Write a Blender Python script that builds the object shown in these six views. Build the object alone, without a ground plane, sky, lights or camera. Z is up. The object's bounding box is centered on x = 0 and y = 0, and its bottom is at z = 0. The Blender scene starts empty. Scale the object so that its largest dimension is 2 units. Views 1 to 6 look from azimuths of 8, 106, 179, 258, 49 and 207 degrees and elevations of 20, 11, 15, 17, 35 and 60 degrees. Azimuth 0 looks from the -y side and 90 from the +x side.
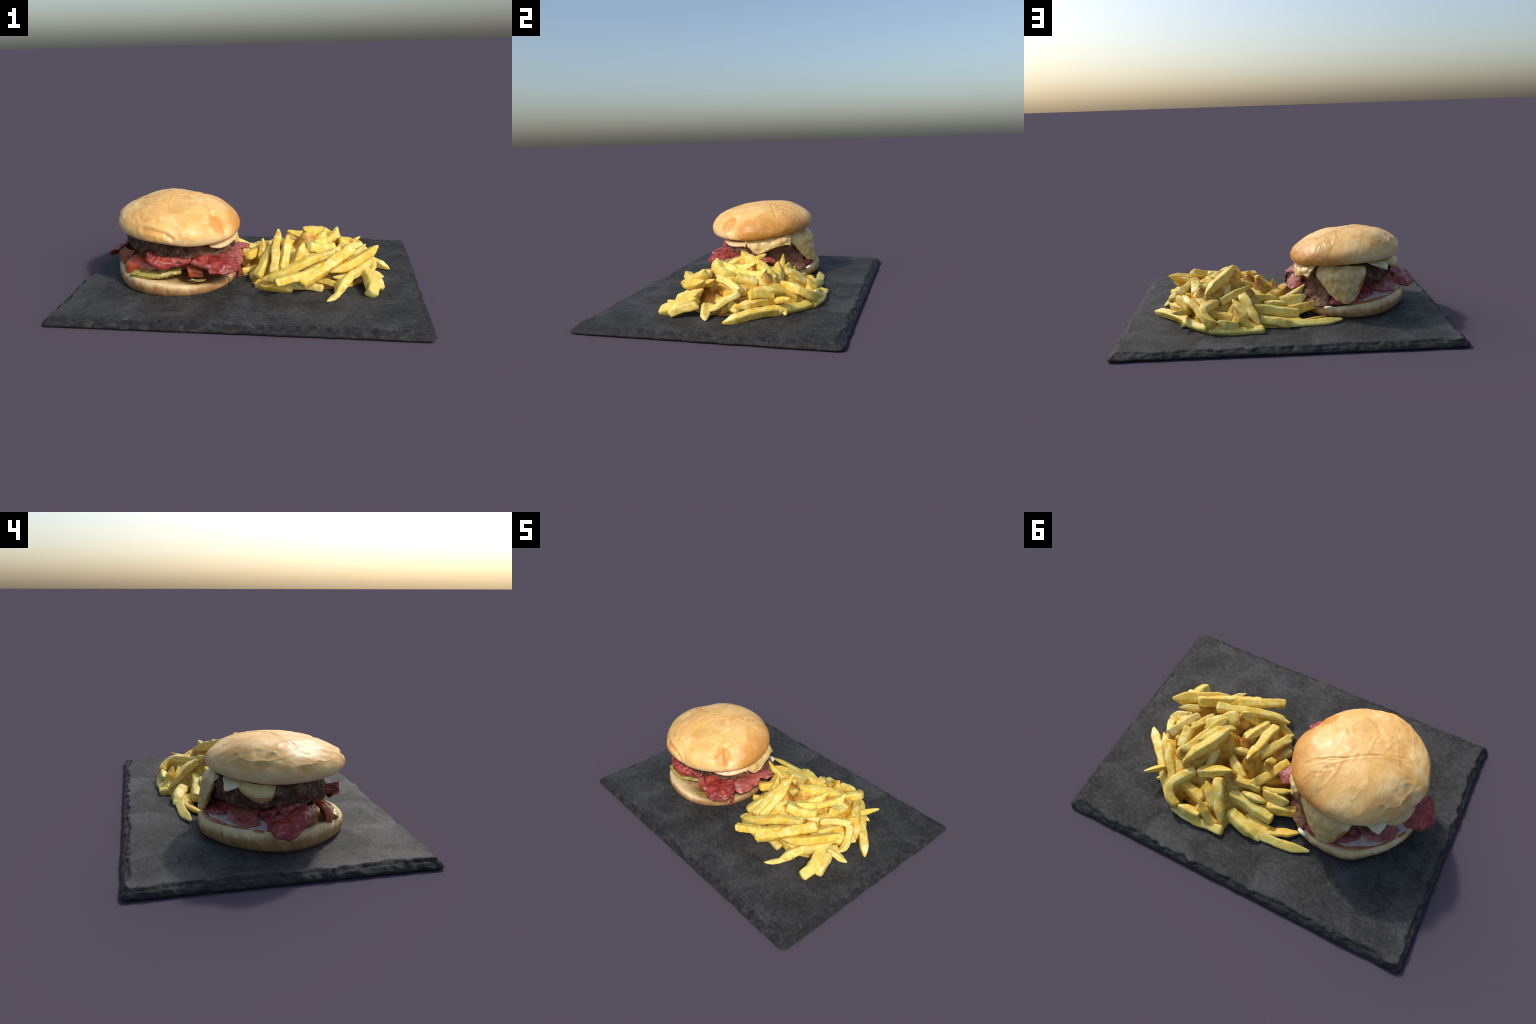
"""Hamburger with bacon and a heap of French fries on a dark slate board."""
import bpy, math
import numpy as np
from mathutils import Vector

# ------------------------------------------------------------------ helpers
def _hash(ix, iy, iz, seed):
    h = (ix.astype(np.int64) * 374761393 + iy.astype(np.int64) * 668265263
         + iz.astype(np.int64) * 2147483647 + seed * 974634541) & 0xFFFFFFFF
    h = ((h ^ (h >> 13)) * 1274126177) & 0xFFFFFFFF
    h = ((h ^ (h >> 16)) * 2246822519) & 0xFFFFFFFF
    h = h ^ (h >> 15)
    return (h & 0xFFFFFF) / float(0xFFFFFF) * 2.0 - 1.0


def vnoise(P, seed=0):
    P = np.asarray(P, float)
    i = np.floor(P).astype(np.int64)
    f = P - i
    u = f * f * f * (f * (f * 6 - 15) + 10)
    out = 0.0
    for dx in (0, 1):
        for dy in (0, 1):
            for dz in (0, 1):
                w = ((u[:, 0] if dx else 1 - u[:, 0]) * (u[:, 1] if dy else 1 - u[:, 1])
                     * (u[:, 2] if dz else 1 - u[:, 2]))
                out = out + w * _hash(i[:, 0] + dx, i[:, 1] + dy, i[:, 2] + dz, seed)
    return out


def fbm(P, freq, octaves=3, seed=0, gain=0.5):
    P = np.asarray(P, float) * freq
    tot, amp, s = 0.0, 1.0, 0.0
    for o in range(octaves):
        tot = tot + amp * vnoise(P * 2.03 ** o + 17.3 * o, seed + o)
        s += amp
        amp *= gain
    return tot / s


def catmull(pts, n):
    """n points along a Catmull-Rom curve through pts (rows)."""
    p = np.asarray(pts, float)
    if len(p) == 1:
        return np.repeat(p, n, 0)
    if len(p) == 2:
        t = np.linspace(0, 1, n)[:, None]
        return p[0] * (1 - t) + p[1] * t
    q = np.vstack([2 * p[0] - p[1], p, 2 * p[-1] - p[-2]])
    t = np.linspace(0, len(p) - 1, n)
    k = np.minimum(t.astype(int), len(p) - 2)
    f = (t - k)[:, None]
    a, b, c, d = q[k], q[k + 1], q[k + 2], q[k + 3]
    return 0.5 * (2 * b + (c - a) * f + (2 * a - 5 * b + 4 * c - d) * f ** 2 + (3 * b - 3 * c + d - a) * f ** 3)


def interp_angle(table, th):
    """periodic smooth interpolation of {angle_deg: value} at angles th (deg)."""
    tab = {(a + 180) % 360 - 180: v for a, v in table.items()}
    k = np.array(sorted(tab))
    v = np.array([tab[a] for a in k])
    kk = np.concatenate([k - 360, k, k + 360])
    vv = np.concatenate([v, v, v])
    base = np.interp(th, kk, vv)
    # light smoothing over +-8 degrees
    acc = base * 2
    for d in (-10, -5, 5, 10):
        acc = acc + np.interp(th + d, kk, vv)
    return acc / 6.0


def seg_dist(P, line):
    """distance of points to a polyline"""
    line = np.asarray(line, float)
    best = np.full(len(P), 9.0)
    for a, b in zip(line[:-1], line[1:]):
        ab = b - a
        t = np.clip(((P - a) @ ab) / (ab @ ab), 0, 1)
        best = np.minimum(best, np.linalg.norm(P - a - t[:, None] * ab, axis=1))
    return best


def smooth01(x, a, b):
    t = np.clip((x - a) / (b - a), 0, 1)
    return t * t * (3 - 2 * t)


def make_mesh(name, verts, faces, mat, parent=None, smooth=True, mats=None, index=None):
    me = bpy.data.meshes.new(name)
    me.from_pydata([tuple(v) for v in np.asarray(verts).tolist()], [], faces)
    me.materials.append(mat)
    if smooth:
        me.polygons.foreach_set("use_smooth", [True] * len(me.polygons))
    me.update()
    ob = bpy.data.objects.new(name, me)
    bpy.context.scene.collection.objects.link(ob)
    if parent is not None:
        ob.parent = parent
        ob.matrix_parent_inverse = parent.matrix_world.inverted()
    return ob


def grid_faces(nu, nv, wrap_u=False, base=0):
    f = []
    for i in range(nu if wrap_u else nu - 1):
        a = i * nv
        b = ((i + 1) % nu) * nv
        for j in range(nv - 1):
            f.append((base + a + j, base + b + j, base + b + j + 1, base + a + j + 1))
    return f


def grid_normals(G):
    du = np.gradient(G, axis=0)
    dv = np.gradient(G, axis=1)
    n = np.cross(du, dv)
    return n / (np.linalg.norm(n, axis=2, keepdims=True) + 1e-9)


# ------------------------------------------------------------------ node helper
class Mat:
    def __init__(self, name):
        self.m = bpy.data.materials.new(name)
        self.m.use_nodes = True
        self.t = self.m.node_tree
        self.n = self.t.nodes
        self.n.clear()
        self.out = self.n.new("ShaderNodeOutputMaterial")
        self.bsdf = self.n.new("ShaderNodeBsdfPrincipled")
        self.t.links.new(self.bsdf.outputs[0], self.out.inputs[0])
        self.co = self.n.new("ShaderNodeTexCoord").outputs["Object"]

    def link(self, a, b):
        self.t.links.new(a, b)

    def setin(self, sock, v):
        if isinstance(v, bpy.types.NodeSocket):
            self.link(v, sock)
        elif isinstance(v, (tuple, list)) and len(v) == 3 and sock.type == 'RGBA':
            sock.default_value = (*v, 1)
        else:
            sock.default_value = v

    def mapping(self, scale=(1, 1, 1), rot=(0, 0, 0), src=None):
        m = self.n.new("ShaderNodeMapping")
        m.inputs["Scale"].default_value = scale
        m.inputs["Rotation"].default_value = rot
        self.link(src or self.co, m.inputs[0])
        return m.outputs[0]

    def noise(self, scale, detail=4, rough=0.55, dist=0.0, src=None):
        t = self.n.new("ShaderNodeTexNoise")
        t.inputs["Scale"].default_value = scale
        t.inputs["Detail"].default_value = detail
        t.inputs["Roughness"].default_value = rough
        t.inputs["Distortion"].default_value = dist
        self.link(src or self.co, t.inputs["Vector"])
        return t.outputs["Fac"]

    def voronoi(self, scale, feature="F1", src=None):
        t = self.n.new("ShaderNodeTexVoronoi")
        t.feature = feature
        t.inputs["Scale"].default_value = scale
        self.link(src or self.co, t.inputs["Vector"])
        return t.outputs["Distance"]

    def range(self, v, a, b, c=0.0, d=1.0, smooth=True):
        r = self.n.new("ShaderNodeMapRange")
        r.interpolation_type = 'SMOOTHSTEP' if smooth else 'LINEAR'
        for i, x in enumerate((v, a, b, c, d)):
            self.setin(r.inputs[i], x)
        return r.outputs[0]

    def math(self, op, a, b=0.0):
        m = self.n.new("ShaderNodeMath")
        m.operation = op
        self.setin(m.inputs[0], a)
        self.setin(m.inputs[1], b)
        return m.outputs[0]

    def mix(self, fac, a, b, mode='MIX'):
        m = self.n.new("ShaderNodeMix")
        m.data_type = 'RGBA'
        m.blend_type = mode
        self.setin(m.inputs[0], fac)
        self.setin(m.inputs[6], a)
        self.setin(m.inputs[7], b)
        return m.outputs[2]

    def ramp(self, fac, stops):
        r = self.n.new("ShaderNodeValToRGB")
        e = r.color_ramp.elements
        while len(e) > 1:
            e.remove(e[-1])
        e[0].position, e[0].color = stops[0][0], (*stops[0][1], 1)
        for p, c in stops[1:]:
            x = e.new(p)
            x.color = (*c, 1)
        self.setin(r.inputs[0], fac)
        return r.outputs[0]

    def xyz(self, src=None):
        s = self.n.new("ShaderNodeSeparateXYZ")
        self.link(src or self.co, s.inputs[0])
        return s.outputs

    def rand(self):
        return self.n.new("ShaderNodeObjectInfo").outputs["Random"]

    def near(self, point, r0, r1, squash=(1, 1, 1)):
        """1 close to a point, 0 beyond r1"""
        v = self.n.new("ShaderNodeVectorMath")
        v.operation = 'SUBTRACT'
        self.link(self.co, v.inputs[0])
        v.inputs[1].default_value = point
        w = self.n.new("ShaderNodeVectorMath")
        w.operation = 'MULTIPLY'
        self.link(v.outputs[0], w.inputs[0])
        w.inputs[1].default_value = squash
        l = self.n.new("ShaderNodeVectorMath")
        l.operation = 'LENGTH'
        self.link(w.outputs[0], l.inputs[0])
        nz = self.noise(22, 4)
        d = self.math('ADD', l.outputs["Value"], self.math('MULTIPLY', self.math('SUBTRACT', nz, 0.5), r1 * 0.9))
        return self.range(d, r0, r1, 1.0, 0.0)

    def done(self, color, rough=0.5, bump=None, bump_dist=0.002, bump_str=0.5, spec=0.5, **kw):
        b = self.bsdf
        self.setin(b.inputs["Base Color"], color)
        self.setin(b.inputs["Roughness"], rough)
        self.setin(b.inputs["Specular IOR Level"], spec)
        for k, v in kw.items():
            self.setin(b.inputs[k.replace("_", " ")], v)
        if bump is not None:
            n = self.n.new("ShaderNodeBump")
            n.inputs["Strength"].default_value = bump_str
            n.inputs["Distance"].default_value = bump_dist
            self.link(bump, n.inputs["Height"])
            self.link(n.outputs[0], b.inputs["Normal"])
        return self.m


# ------------------------------------------------------------------ materials
def mat_slate():
    m = Mat("slate")
    blot = m.noise(4.5, 8, 0.62, 0.5)
    grain = m.noise(34, 10, 0.80, 0.0, m.mapping((1, 1.5, 2), (0, 0, 0.3)))
    fine = m.noise(110, 6, 0.75)
    col = m.ramp(blot, [(0.33, (0.021, 0.021, 0.020)), (0.46, (0.033, 0.033, 0.032)), (0.58, (0.051, 0.051, 0.050)), (0.70, (0.070, 0.070, 0.069))])
    col = m.mix(m.range(grain, 0.50, 0.66, 0, 0.55), col, (0.105, 0.105, 0.103))
    col = m.mix(m.range(grain, 0.50, 0.36, 0, 0.65), col, (0.014, 0.014, 0.0135))
    col = m.mix(m.range(fine, 0.52, 0.66, 0, 0.35), col, (0.014, 0.014, 0.014))
    pits = m.voronoi(34)
    col = m.mix(m.range(pits, 0.16, 0.06, 0, 0.45), col, (0.010, 0.010, 0.010))
    blue = m.noise(4.2, 3)
    col = m.mix(m.range(blue, 0.58, 0.72, 0, 0.22), col, (0.048, 0.053, 0.066))
    warped = m.n.new("ShaderNodeVectorMath")
    warped.operation = 'ADD'
    nz = m.n.new("ShaderNodeTexNoise")
    nz.inputs["Scale"].default_value = 6
    nz.inputs["Detail"].default_value = 5
    m.link(m.co, nz.inputs["Vector"])
    sc = m.n.new("ShaderNodeVectorMath")
    sc.operation = 'SCALE'
    sc.inputs["Scale"].default_value = 0.16
    m.link(nz.outputs["Color"], sc.inputs[0])
    m.link(m.co, warped.inputs[0])
    m.link(sc.outputs[0], warped.inputs[1])
    crack = m.range(m.voronoi(2.6, "DISTANCE_TO_EDGE", warped.outputs[0]), 0.003, 0.010, 1.0, 0.0)
    crack = m.math('MULTIPLY', crack, m.range(m.noise(3.1, 3), 0.50, 0.60))
    col = m.mix(m.math('MULTIPLY', crack, 0.7), col, (0.012, 0.012, 0.012))
    dust = m.noise(160, 2, 0.5)
    col = m.mix(m.range(dust, 0.76, 0.80, 0, 0.5), col, (0.16, 0.16, 0.155))
    h = m.math('SUBTRACT', m.math('ADD', m.math('MULTIPLY', grain, 1.0), m.math('MULTIPLY', fine, 0.35)), m.math('MULTIPLY', crack, 0.5))
    return m.done(col, m.range(blot, 0.3, 0.7, 0.72, 0.60), h, 0.004, 0.45, 0.18)


def mat_slate_edge():
    m = Mat("slate_split_edge")
    n = m.noise(22, 8, 0.70, 0.4, m.mapping((1, 1, 2.2)))
    f = m.noise(70, 5, 0.7)
    col = m.ramp(n, [(0.32, (0.009, 0.009, 0.0095)), (0.50, (0.019, 0.019, 0.0195)), (0.66, (0.046, 0.046, 0.045))])
    col = m.mix(m.range(f, 0.56, 0.68, 0, 0.4), col, (0.075, 0.075, 0.074))
    return m.done(col, 0.66, n, 0.010, 0.8, 0.25)


def mat_top_bun():
    m = Mat("golden_bun_crust")
    s = m.xyz()
    soft = m.noise(6.5, 5, 0.55, 1.0)
    warp = m.noise(15, 7, 0.62, 2.0, m.mapping((1, 0.55, 0.8), (0, 0, 0.6)))
    col = m.ramp(soft, [(0.32, (0.70, 0.36, 0.085)), (0.46, (0.78, 0.45, 0.135)), (0.57, (0.82, 0.51, 0.175)), (0.70, (0.87, 0.60, 0.255))])
    col = m.mix(m.range(warp, 0.54, 0.66, 0, 0.55), col, (0.92, 0.70, 0.36))  # cream highlights of the glossy crust painted into the colour
    col = m.mix(m.range(warp, 0.44, 0.30, 0, 0.6), col, (0.64, 0.32, 0.075))
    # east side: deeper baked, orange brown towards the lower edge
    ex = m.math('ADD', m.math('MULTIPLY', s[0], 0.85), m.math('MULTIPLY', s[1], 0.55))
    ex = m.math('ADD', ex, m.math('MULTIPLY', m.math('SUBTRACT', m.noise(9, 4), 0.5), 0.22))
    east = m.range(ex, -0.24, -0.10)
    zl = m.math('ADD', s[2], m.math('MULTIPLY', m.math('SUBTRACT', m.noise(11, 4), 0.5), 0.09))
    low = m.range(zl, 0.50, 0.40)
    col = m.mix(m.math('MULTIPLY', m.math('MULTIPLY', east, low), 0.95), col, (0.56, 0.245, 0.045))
    for p, r0, r1, sq, c, k in (((-0.15, -0.21, 0.415), 0.045, 0.075, (1.3, 1, 0.7), (0.66, 0.275, 0.048), 0.9),
                                ((-0.21, -0.31, 0.41), 0.02, 0.06, (1, 1, 0.8), (0.72, 0.37, 0.11), 0.6),
                                ((-0.50, -0.39, 0.425), 0.01, 0.05, (0.5, 1, 1.2), (0.66, 0.34, 0.10), 0.8),
                                ((-0.70, 0.07, 0.455), 0.01, 0.05, (1, 1, 1), (0.55, 0.29, 0.09), 0.8),
                                ((-0.61, 0.15, 0.49), 0.02, 0.10, (1, 1, 1), (0.60, 0.34, 0.12), 0.5)):
        col = m.mix(m.math('MULTIPLY', m.near(p, r0, r1, sq), k), col, c)
    # pale unbaked belly round the west and south rim, fading out to the east
    lim = m.math('ADD', m.math('MULTIPLY', s[0], -0.085), m.math('MULTIPLY', s[1], 0.045))
    zr = m.math('SUBTRACT', zl, lim)
    belly = m.range(zr, 0.380, 0.345)
    wst = m.range(ex, -0.12, -0.26)
    col = m.mix(m.math('MULTIPLY', m.math('MULTIPLY', belly, wst), 0.8), col, (0.76, 0.55, 0.29))
    pale_streak = m.noise(34, 5, 0.6, 2.2, m.mapping((1, 0.4, 1), (0, 0, 1.0)))
    col = m.mix(m.range(pale_streak, 0.62, 0.74, 0, 0.6), col, (0.92, 0.76, 0.50))
    grain = m.noise(170, 3)
    col = m.mix(m.range(grain, 0.4, 0.7, 0, 0.14), col, (0.50, 0.27, 0.09))
    col = m.mix(m.near((-0.188, -0.318, 0.405), 0.003, 0.006), col, (0.20, 0.09, 0.03))
    h = m.math('ADD', m.math('MULTIPLY', warp, 1.0), m.math('MULTIPLY', pale_streak, 0.5))
    return m.done(col, m.range(warp, 0.3, 0.7, 0.50, 0.36), h, 0.005, 0.35, 0.42)


def mat_bottom_bun():
    m = Mat("bun_heel")
    s = m.xyz()
    crumb = m.noise(55, 6, 0.7)
    big = m.noise(8, 4)
    col = m.ramp(big, [(0.3, (0.58, 0.41, 0.19)), (0.5, (0.71, 0.54, 0.28)), (0.72, (0.80, 0.65, 0.38))])
    col = m.mix(m.range(crumb, 0.52, 0.36, 0, 0.4), col, (0.52, 0.36, 0.16))
    streak = m.noise(22, 5, 0.6, 0.6, m.mapping((1, 1, 0.5)))
    z = m.math('ADD', s[2], m.math('MULTIPLY', m.math('SUBTRACT', streak, 0.5), 0.035))
    z = m.math('ADD', z, m.math('MULTIPLY', m.math('SUBTRACT', big, 0.5), 0.04))
    z = m.math('ADD', z, m.math('MULTIPLY', s[0], 0.045))
    crust = m.range(z, 0.102, 0.062)
    col = m.mix(m.math('MULTIPLY', crust, 0.92), col, m.mix(m.range(streak, 0.35, 0.65), (0.27, 0.125, 0.045), (0.42, 0.22, 0.08)))
    h = m.math('ADD', crumb, m.math('MULTIPLY', streak, 0.6))
    return m.done(col, 0.72, h, 0.005, 0.6, 0.25)


def mat_patty():
    m = Mat("minced_beef")
    v = m.voronoi(17)
    n = m.noise(14, 6, 0.65, 1.5)
    f = m.noise(55, 4, 0.6, 2.0, m.mapping((1, 1, 0.45)))
    col = m.ramp(n, [(0.3, (0.060, 0.022, 0.011)), (0.5, (0.155, 0.072, 0.042)), (0.66, (0.27, 0.155, 0.100))])  # base lightened and warmed to offset sky-only light on the west side
    col = m.mix(m.range(f, 0.54, 0.68, 0, 0.75), col, (0.40, 0.28, 0.20))
    col = m.mix(m.range(v, 0.35, 0.6, 0, 0.5), col, (0.03, 0.011, 0.008))
    s = m.xyz()
    east = m.range(m.math('ADD', s[0], m.math('MULTIPLY', s[1], 0.35)), -0.22, -0.10)
    col = m.mix(m.math('MULTIPLY', east, 0.6), col, (0.27, 0.125, 0.065))
    h = m.math('SUBTRACT', m.math('ADD', n, m.math('MULTIPLY', f, 0.6)), v)
    return m.done(col, m.range(n, 0.35, 0.65, 0.55, 0.34), h, 0.016, 0.8, 0.25)


def mat_bacon(name="cured_bacon", tint=0.0):
    m = Mat(name)
    n = m.noise(11, 5, 0.6, 1.5)
    st = m.noise(17, 6, 0.62, 1.8, m.mapping((1, 0.35, 1.2), (0, 0, 0.8)))
    f = m.noise(48, 4, 0.6, 1.0)
    red = (0.25 + tint, 0.025 + tint * 0.55, 0.020 + tint * 0.42)
    col = m.ramp(n, [(0.28, (0.12, 0.010, 0.008)), (0.48, red), (0.64, (0.35 + tint * .6, 0.050 + tint * .5, 0.038 + tint * .42))])
    col = m.mix(m.range(st, 0.53, 0.66, 0, 0.6), col, (0.50, 0.19, 0.155))
    col = m.mix(m.range(st, 0.44, 0.32, 0, 0.6), col, (0.12, 0.014, 0.012))
    col = m.mix(m.range(f, 0.60, 0.72, 0, 0.4), col, (0.58, 0.32, 0.28))
    v = m.voronoi(9)
    col = m.mix(m.range(v, 0.12, 0.06, 0, 0.8), col, (0.065, 0.028, 0.018))
    h = m.math('ADD', m.math('MULTIPLY', n, 0.7), st)
    return m.done(col, m.range(n, 0.3, 0.7, 0.44, 0.28), h, 0.007, 0.5, 0.45)


def mat_simple(name, ramp, scale=14, rough=0.45, dist=0.8, bump=0.003, stretch=(1, 1, 1), spec=0.5, **kw):
    m = Mat(name)
    n = m.noise(scale, 5, 0.6, dist, m.mapping(stretch))
    return m.done(m.ramp(n, ramp), rough, n, bump, 0.5, spec, **kw)


def mat_fry():
    m = Mat("fried_potato")
    r = m.rand()
    n = m.noise(15, 6, 0.66, 1.0)
    w = m.noise(36, 6, 0.68, 0.5)
    col = m.ramp(n, [(0.30, (0.60, 0.32, 0.024)), (0.43, (0.73, 0.48, 0.055)), (0.55, (0.81, 0.62, 0.135)), (0.68, (0.88, 0.79, 0.38))])  # sunlit highlights and crease shade painted in as pale and orange blotches
    col = m.mix(m.range(w, 0.54, 0.68, 0, 0.6), col, (0.88, 0.80, 0.46))
    col = m.mix(m.range(w, 0.44, 0.29, 0, 0.75), col, (0.56, 0.28, 0.026))
    col = m.mix(m.range(r, 0.62, 1.0, 0, 0.5), col, (0.76, 0.46, 0.045))
    col = m.mix(m.range(r, 0.38, 0.0, 0, 0.5), col, (0.58, 0.53, 0.13))
    cream = m.math('SUBTRACT', 1.0, m.math('ABSOLUTE', m.math('MULTIPLY', m.math('SUBTRACT', r, 0.5), 6.0)))
    col = m.mix(m.range(cream, 0.0, 1.0, 0, 0.2), col, (0.88, 0.80, 0.44))
    return m.done(col, 0.45, w, 0.004, 0.5, 0.35, Subsurface_Weight=0.04, Subsurface_Radius=(0.02, 0.012, 0.004), Subsurface_Scale=0.4)


def mat_fry_mass():
    m = Mat("fried_potato_orange_brown")
    n = m.noise(9, 5, 0.6, 1.0)
    w = m.noise(24, 5, 0.6, 1.2)
    col = m.ramp(n, [(0.33, (0.30, 0.10, 0.012)), (0.45, (0.50, 0.24, 0.025)), (0.56, (0.64, 0.39, 0.055)), (0.74, (0.74, 0.55, 0.13))])
    col = m.mix(m.range(w, 0.42, 0.28, 0, 0.8), col, (0.19, 0.055, 0.012))
    col = m.mix(m.range(w, 0.60, 0.75, 0, 0.4), col, (0.76, 0.60, 0.20))
    return m.done(col, m.range(w, 0.3, 0.6, 0.28, 0.5), w, 0.005, 0.5, 0.4)


SLATE, EDGE = mat_slate(), mat_slate_edge()
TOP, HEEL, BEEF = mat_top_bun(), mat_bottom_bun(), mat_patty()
BACON, BACON_PALE = mat_bacon(), mat_bacon("cured_bacon_pale", 0.10)
RIND = mat_simple("bacon_rind", [(0.3, (0.20, 0.045, 0.015)), (0.55, (0.42, 0.14, 0.045)), (0.75, (0.55, 0.26, 0.10))], 22, 0.32)
LEATHER = mat_simple("smoked_bacon_back", [(0.3, (0.14, 0.035, 0.012)), (0.55, (0.27, 0.085, 0.025)), (0.78, (0.36, 0.18, 0.05))], 11, 0.4)
HAM = mat_simple("roast_ham_fat", [(0.3, (0.36, 0.21, 0.16)), (0.48, (0.52, 0.39, 0.33)), (0.72, (0.64, 0.54, 0.47))], 12, 0.32, 1.4, 0.004, (1, 1, 1), 0.5)
TOMATO = mat_simple("tomato", [(0.3, (0.28, 0.030, 0.012)), (0.5, (0.42, 0.075, 0.026)), (0.75, (0.54, 0.20, 0.13))], 9, 0.22, 0.8, 0.002)
PICKLE = mat_simple("pickled_gherkin", [(0.3, (0.19, 0.14, 0.022)), (0.5, (0.38, 0.305, 0.060)), (0.75, (0.56, 0.49, 0.17))], 20, 0.35, 0.5, 0.004, (1, 1, 0.5))
CHEESE = mat_simple("melted_cheese", [(0.3, (0.50, 0.31, 0.085)), (0.5, (0.64, 0.46, 0.18)), (0.75, (0.72, 0.58, 0.29))], 8, 0.34, 1.0, 0.003, Subsurface_Weight=0.08, Subsurface_Radius=(0.02, 0.012, 0.005), Subsurface_Scale=0.5)
CHEESE_PALE = mat_simple("young_cheese", [(0.3, (0.72, 0.60, 0.33)), (0.55, (0.80, 0.72, 0.48)), (0.75, (0.82, 0.77, 0.56))], 8, 0.4, 0.8, 0.002)
AMBER = mat_simple("browned_cheese", [(0.3, (0.24, 0.085, 0.018)), (0.5, (0.40, 0.19, 0.045)), (0.75, (0.56, 0.36, 0.13))], 12, 0.28)
MAYO = mat_simple("mayonnaise", [(0.3, (0.58, 0.37, 0.16)), (0.55, (0.70, 0.49, 0.245)), (0.75, (0.77, 0.60, 0.35))], 10, 0.35)
WHITE = mat_simple("white_mayonnaise", [(0.3, (0.68, 0.62, 0.46)), (0.7, (0.80, 0.76, 0.62))], 12, 0.25)
FRY, FRYMASS = mat_fry(), mat_fry_mass()

# ------------------------------------------------------------------ slate board
HX, HY, TOPZ = 1.0, 0.728, 0.044


def axis_samples(h, step):
    edge = np.array([0, .004, .008, .012, .016, .021, .026, .031, .036, .041, .047, .053, .06, .07, .08])
    inner = np.linspace(.092, 2 * h - .092, int((2 * h - .184) / step))
    return np.concatenate([edge, inner, 2 * h - edge[::-1]]) - h


def build_slate():
    xs, ys = axis_samples(HX, .0085), axis_samples(HY, .0085)
    X, Y = np.meshgrid(xs, ys, indexing="ij")
    x, y = X.ravel(), Y.ravel()
    # pull the grid corners into rounded corners
    rc = 0.035
    cx, cy = np.clip(x, -HX + rc, HX - rc), np.clip(y, -HY + rc, HY - rc)
    dx, dy = x - cx, y - cy
    L, M = np.hypot(dx, dy), np.maximum(abs(dx), abs(dy))
    k = np.where((abs(dx) > 0) & (abs(dy) > 0), M / np.maximum(L, 1e-9), 1.0)
    x, y = cx + dx * k, cy + dy * k
    q = np.stack([x, y, np.zeros_like(x)], 1)
    d = np.minimum(HX - abs(X.ravel()), HY - abs(Y.ravel()))
    # chipped bevel of varying width, stepping down in split layers
    w = 0.046 + 0.020 * fbm(q, 6, 3, 3) + 0.022 * (0.35 - abs(fbm(q, 11, 2, 5)) * 1.6) + 0.008 * fbm(q, 40, 2, 6)
    w = np.maximum(w, .012)
    corner = smooth01(np.hypot(HX - abs(x), HY - abs(y)), 0.0, 0.16)
    w = w * (1.0 + 0.45 * (1 - corner) * (x > 0))
    t = np.clip(d / w, 0, 1)
    ledge = 0.5 + 0.18 * fbm(q, 9, 2, 11)
    prof = np.where(t < ledge, 0.62 * (t / ledge) ** 0.75, 0.62 + 0.38 * smooth01(t, ledge + .10, .96) ** .8)
    z = 0.010 + (TOPZ + 0.0015 - 0.003 * x - 0.003 * y - 0.010) * prof
    z += (0.0055 * fbm(q, 18, 3, 9) + 0.004 * fbm(q, 55, 2, 19)) * (1 - smooth01(t, .75, 1.05)) * smooth01(t, 0, .1)
    z += (0.0012 * fbm(q, 3, 3, 21) + 0.0006 * fbm(q * np.array([1, 3, 1]), 18, 3, 23)) * smooth01(t, .9, 1.2)
    # ragged outline
    out = 1.0 - smooth01(d, 0, .03)
    jag = 0.004 * fbm(q, 12, 3, 31) + 0.002 * fbm(q, 50, 2, 33) - 0.003
    n = np.stack([np.sign(x) * (HX - abs(x) < .03), np.sign(y) * (HY - abs(y) < .03)], 1)
    x, y = np.clip(x + n[:, 0] * jag * out, -HX, HX), np.clip(y + n[:, 1] * jag * out, -HY, HY)
    nu, nv = len(xs), len(ys)
    top = np.stack([x, y, z], 1)
    faces = grid_faces(nu, nv)
    border = ([(i, 0) for i in range(nu)] + [(nu - 1, j) for j in range(1, nv)]
              + [(i, nv - 1) for i in range(nu - 2, -1, -1)] + [(0, j) for j in range(nv - 2, 0, -1)])
    bi = [i * nv + j for i, j in border]
    B = top[bi]
    low = B * np.array([0.996, 0.994, 0]) + np.array([0, 0, 0.004])
    bot = B * np.array([0.985, 0.980, 0])
    verts = np.vstack([top, low, bot])
    o1, o2, m = len(top), len(top) + len(bi), len(bi)
    for a in range(m):
        b = (a + 1) % m
        faces.append((bi[b], bi[a], o1 + a, o1 + b))
        faces.append((o1 + b, o1 + a, o2 + a, o2 + b))
    faces.append(tuple(o2 + a for a in range(m - 1, -1, -1)))
    ob = make_mesh("slate_board", verts, faces, SLATE)
    ob.data.materials.append(EDGE)
    tt = np.concatenate([t, np.zeros(2 * m)])
    idx = [1 if tt[list(p.vertices[:4])].mean() < 0.90 else 0 for p in ob.data.polygons]
    ob.data.polygons.foreach_set("material_index", idx)
    ob["label"] = "dark grey rectangular slate serving board with chipped split edges"
    ob["category"] = "serving board"
    return ob


build_slate()


def empty(name, loc, label, cat):
    e = bpy.data.objects.new(name, None)
    e.empty_display_size = 0.1
    e.location = loc
    bpy.context.scene.collection.objects.link(e)
    bpy.context.view_layer.update()
    e["label"], e["category"] = label, cat
    return e


# ------------------------------------------------------------------ hamburger
BC = np.array([-0.42, -0.045])
burger = empty("hamburger", (BC[0], BC[1], TOPZ), "bacon cheeseburger in a wrinkled golden bun with melted cheese", "hamburger")


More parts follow.
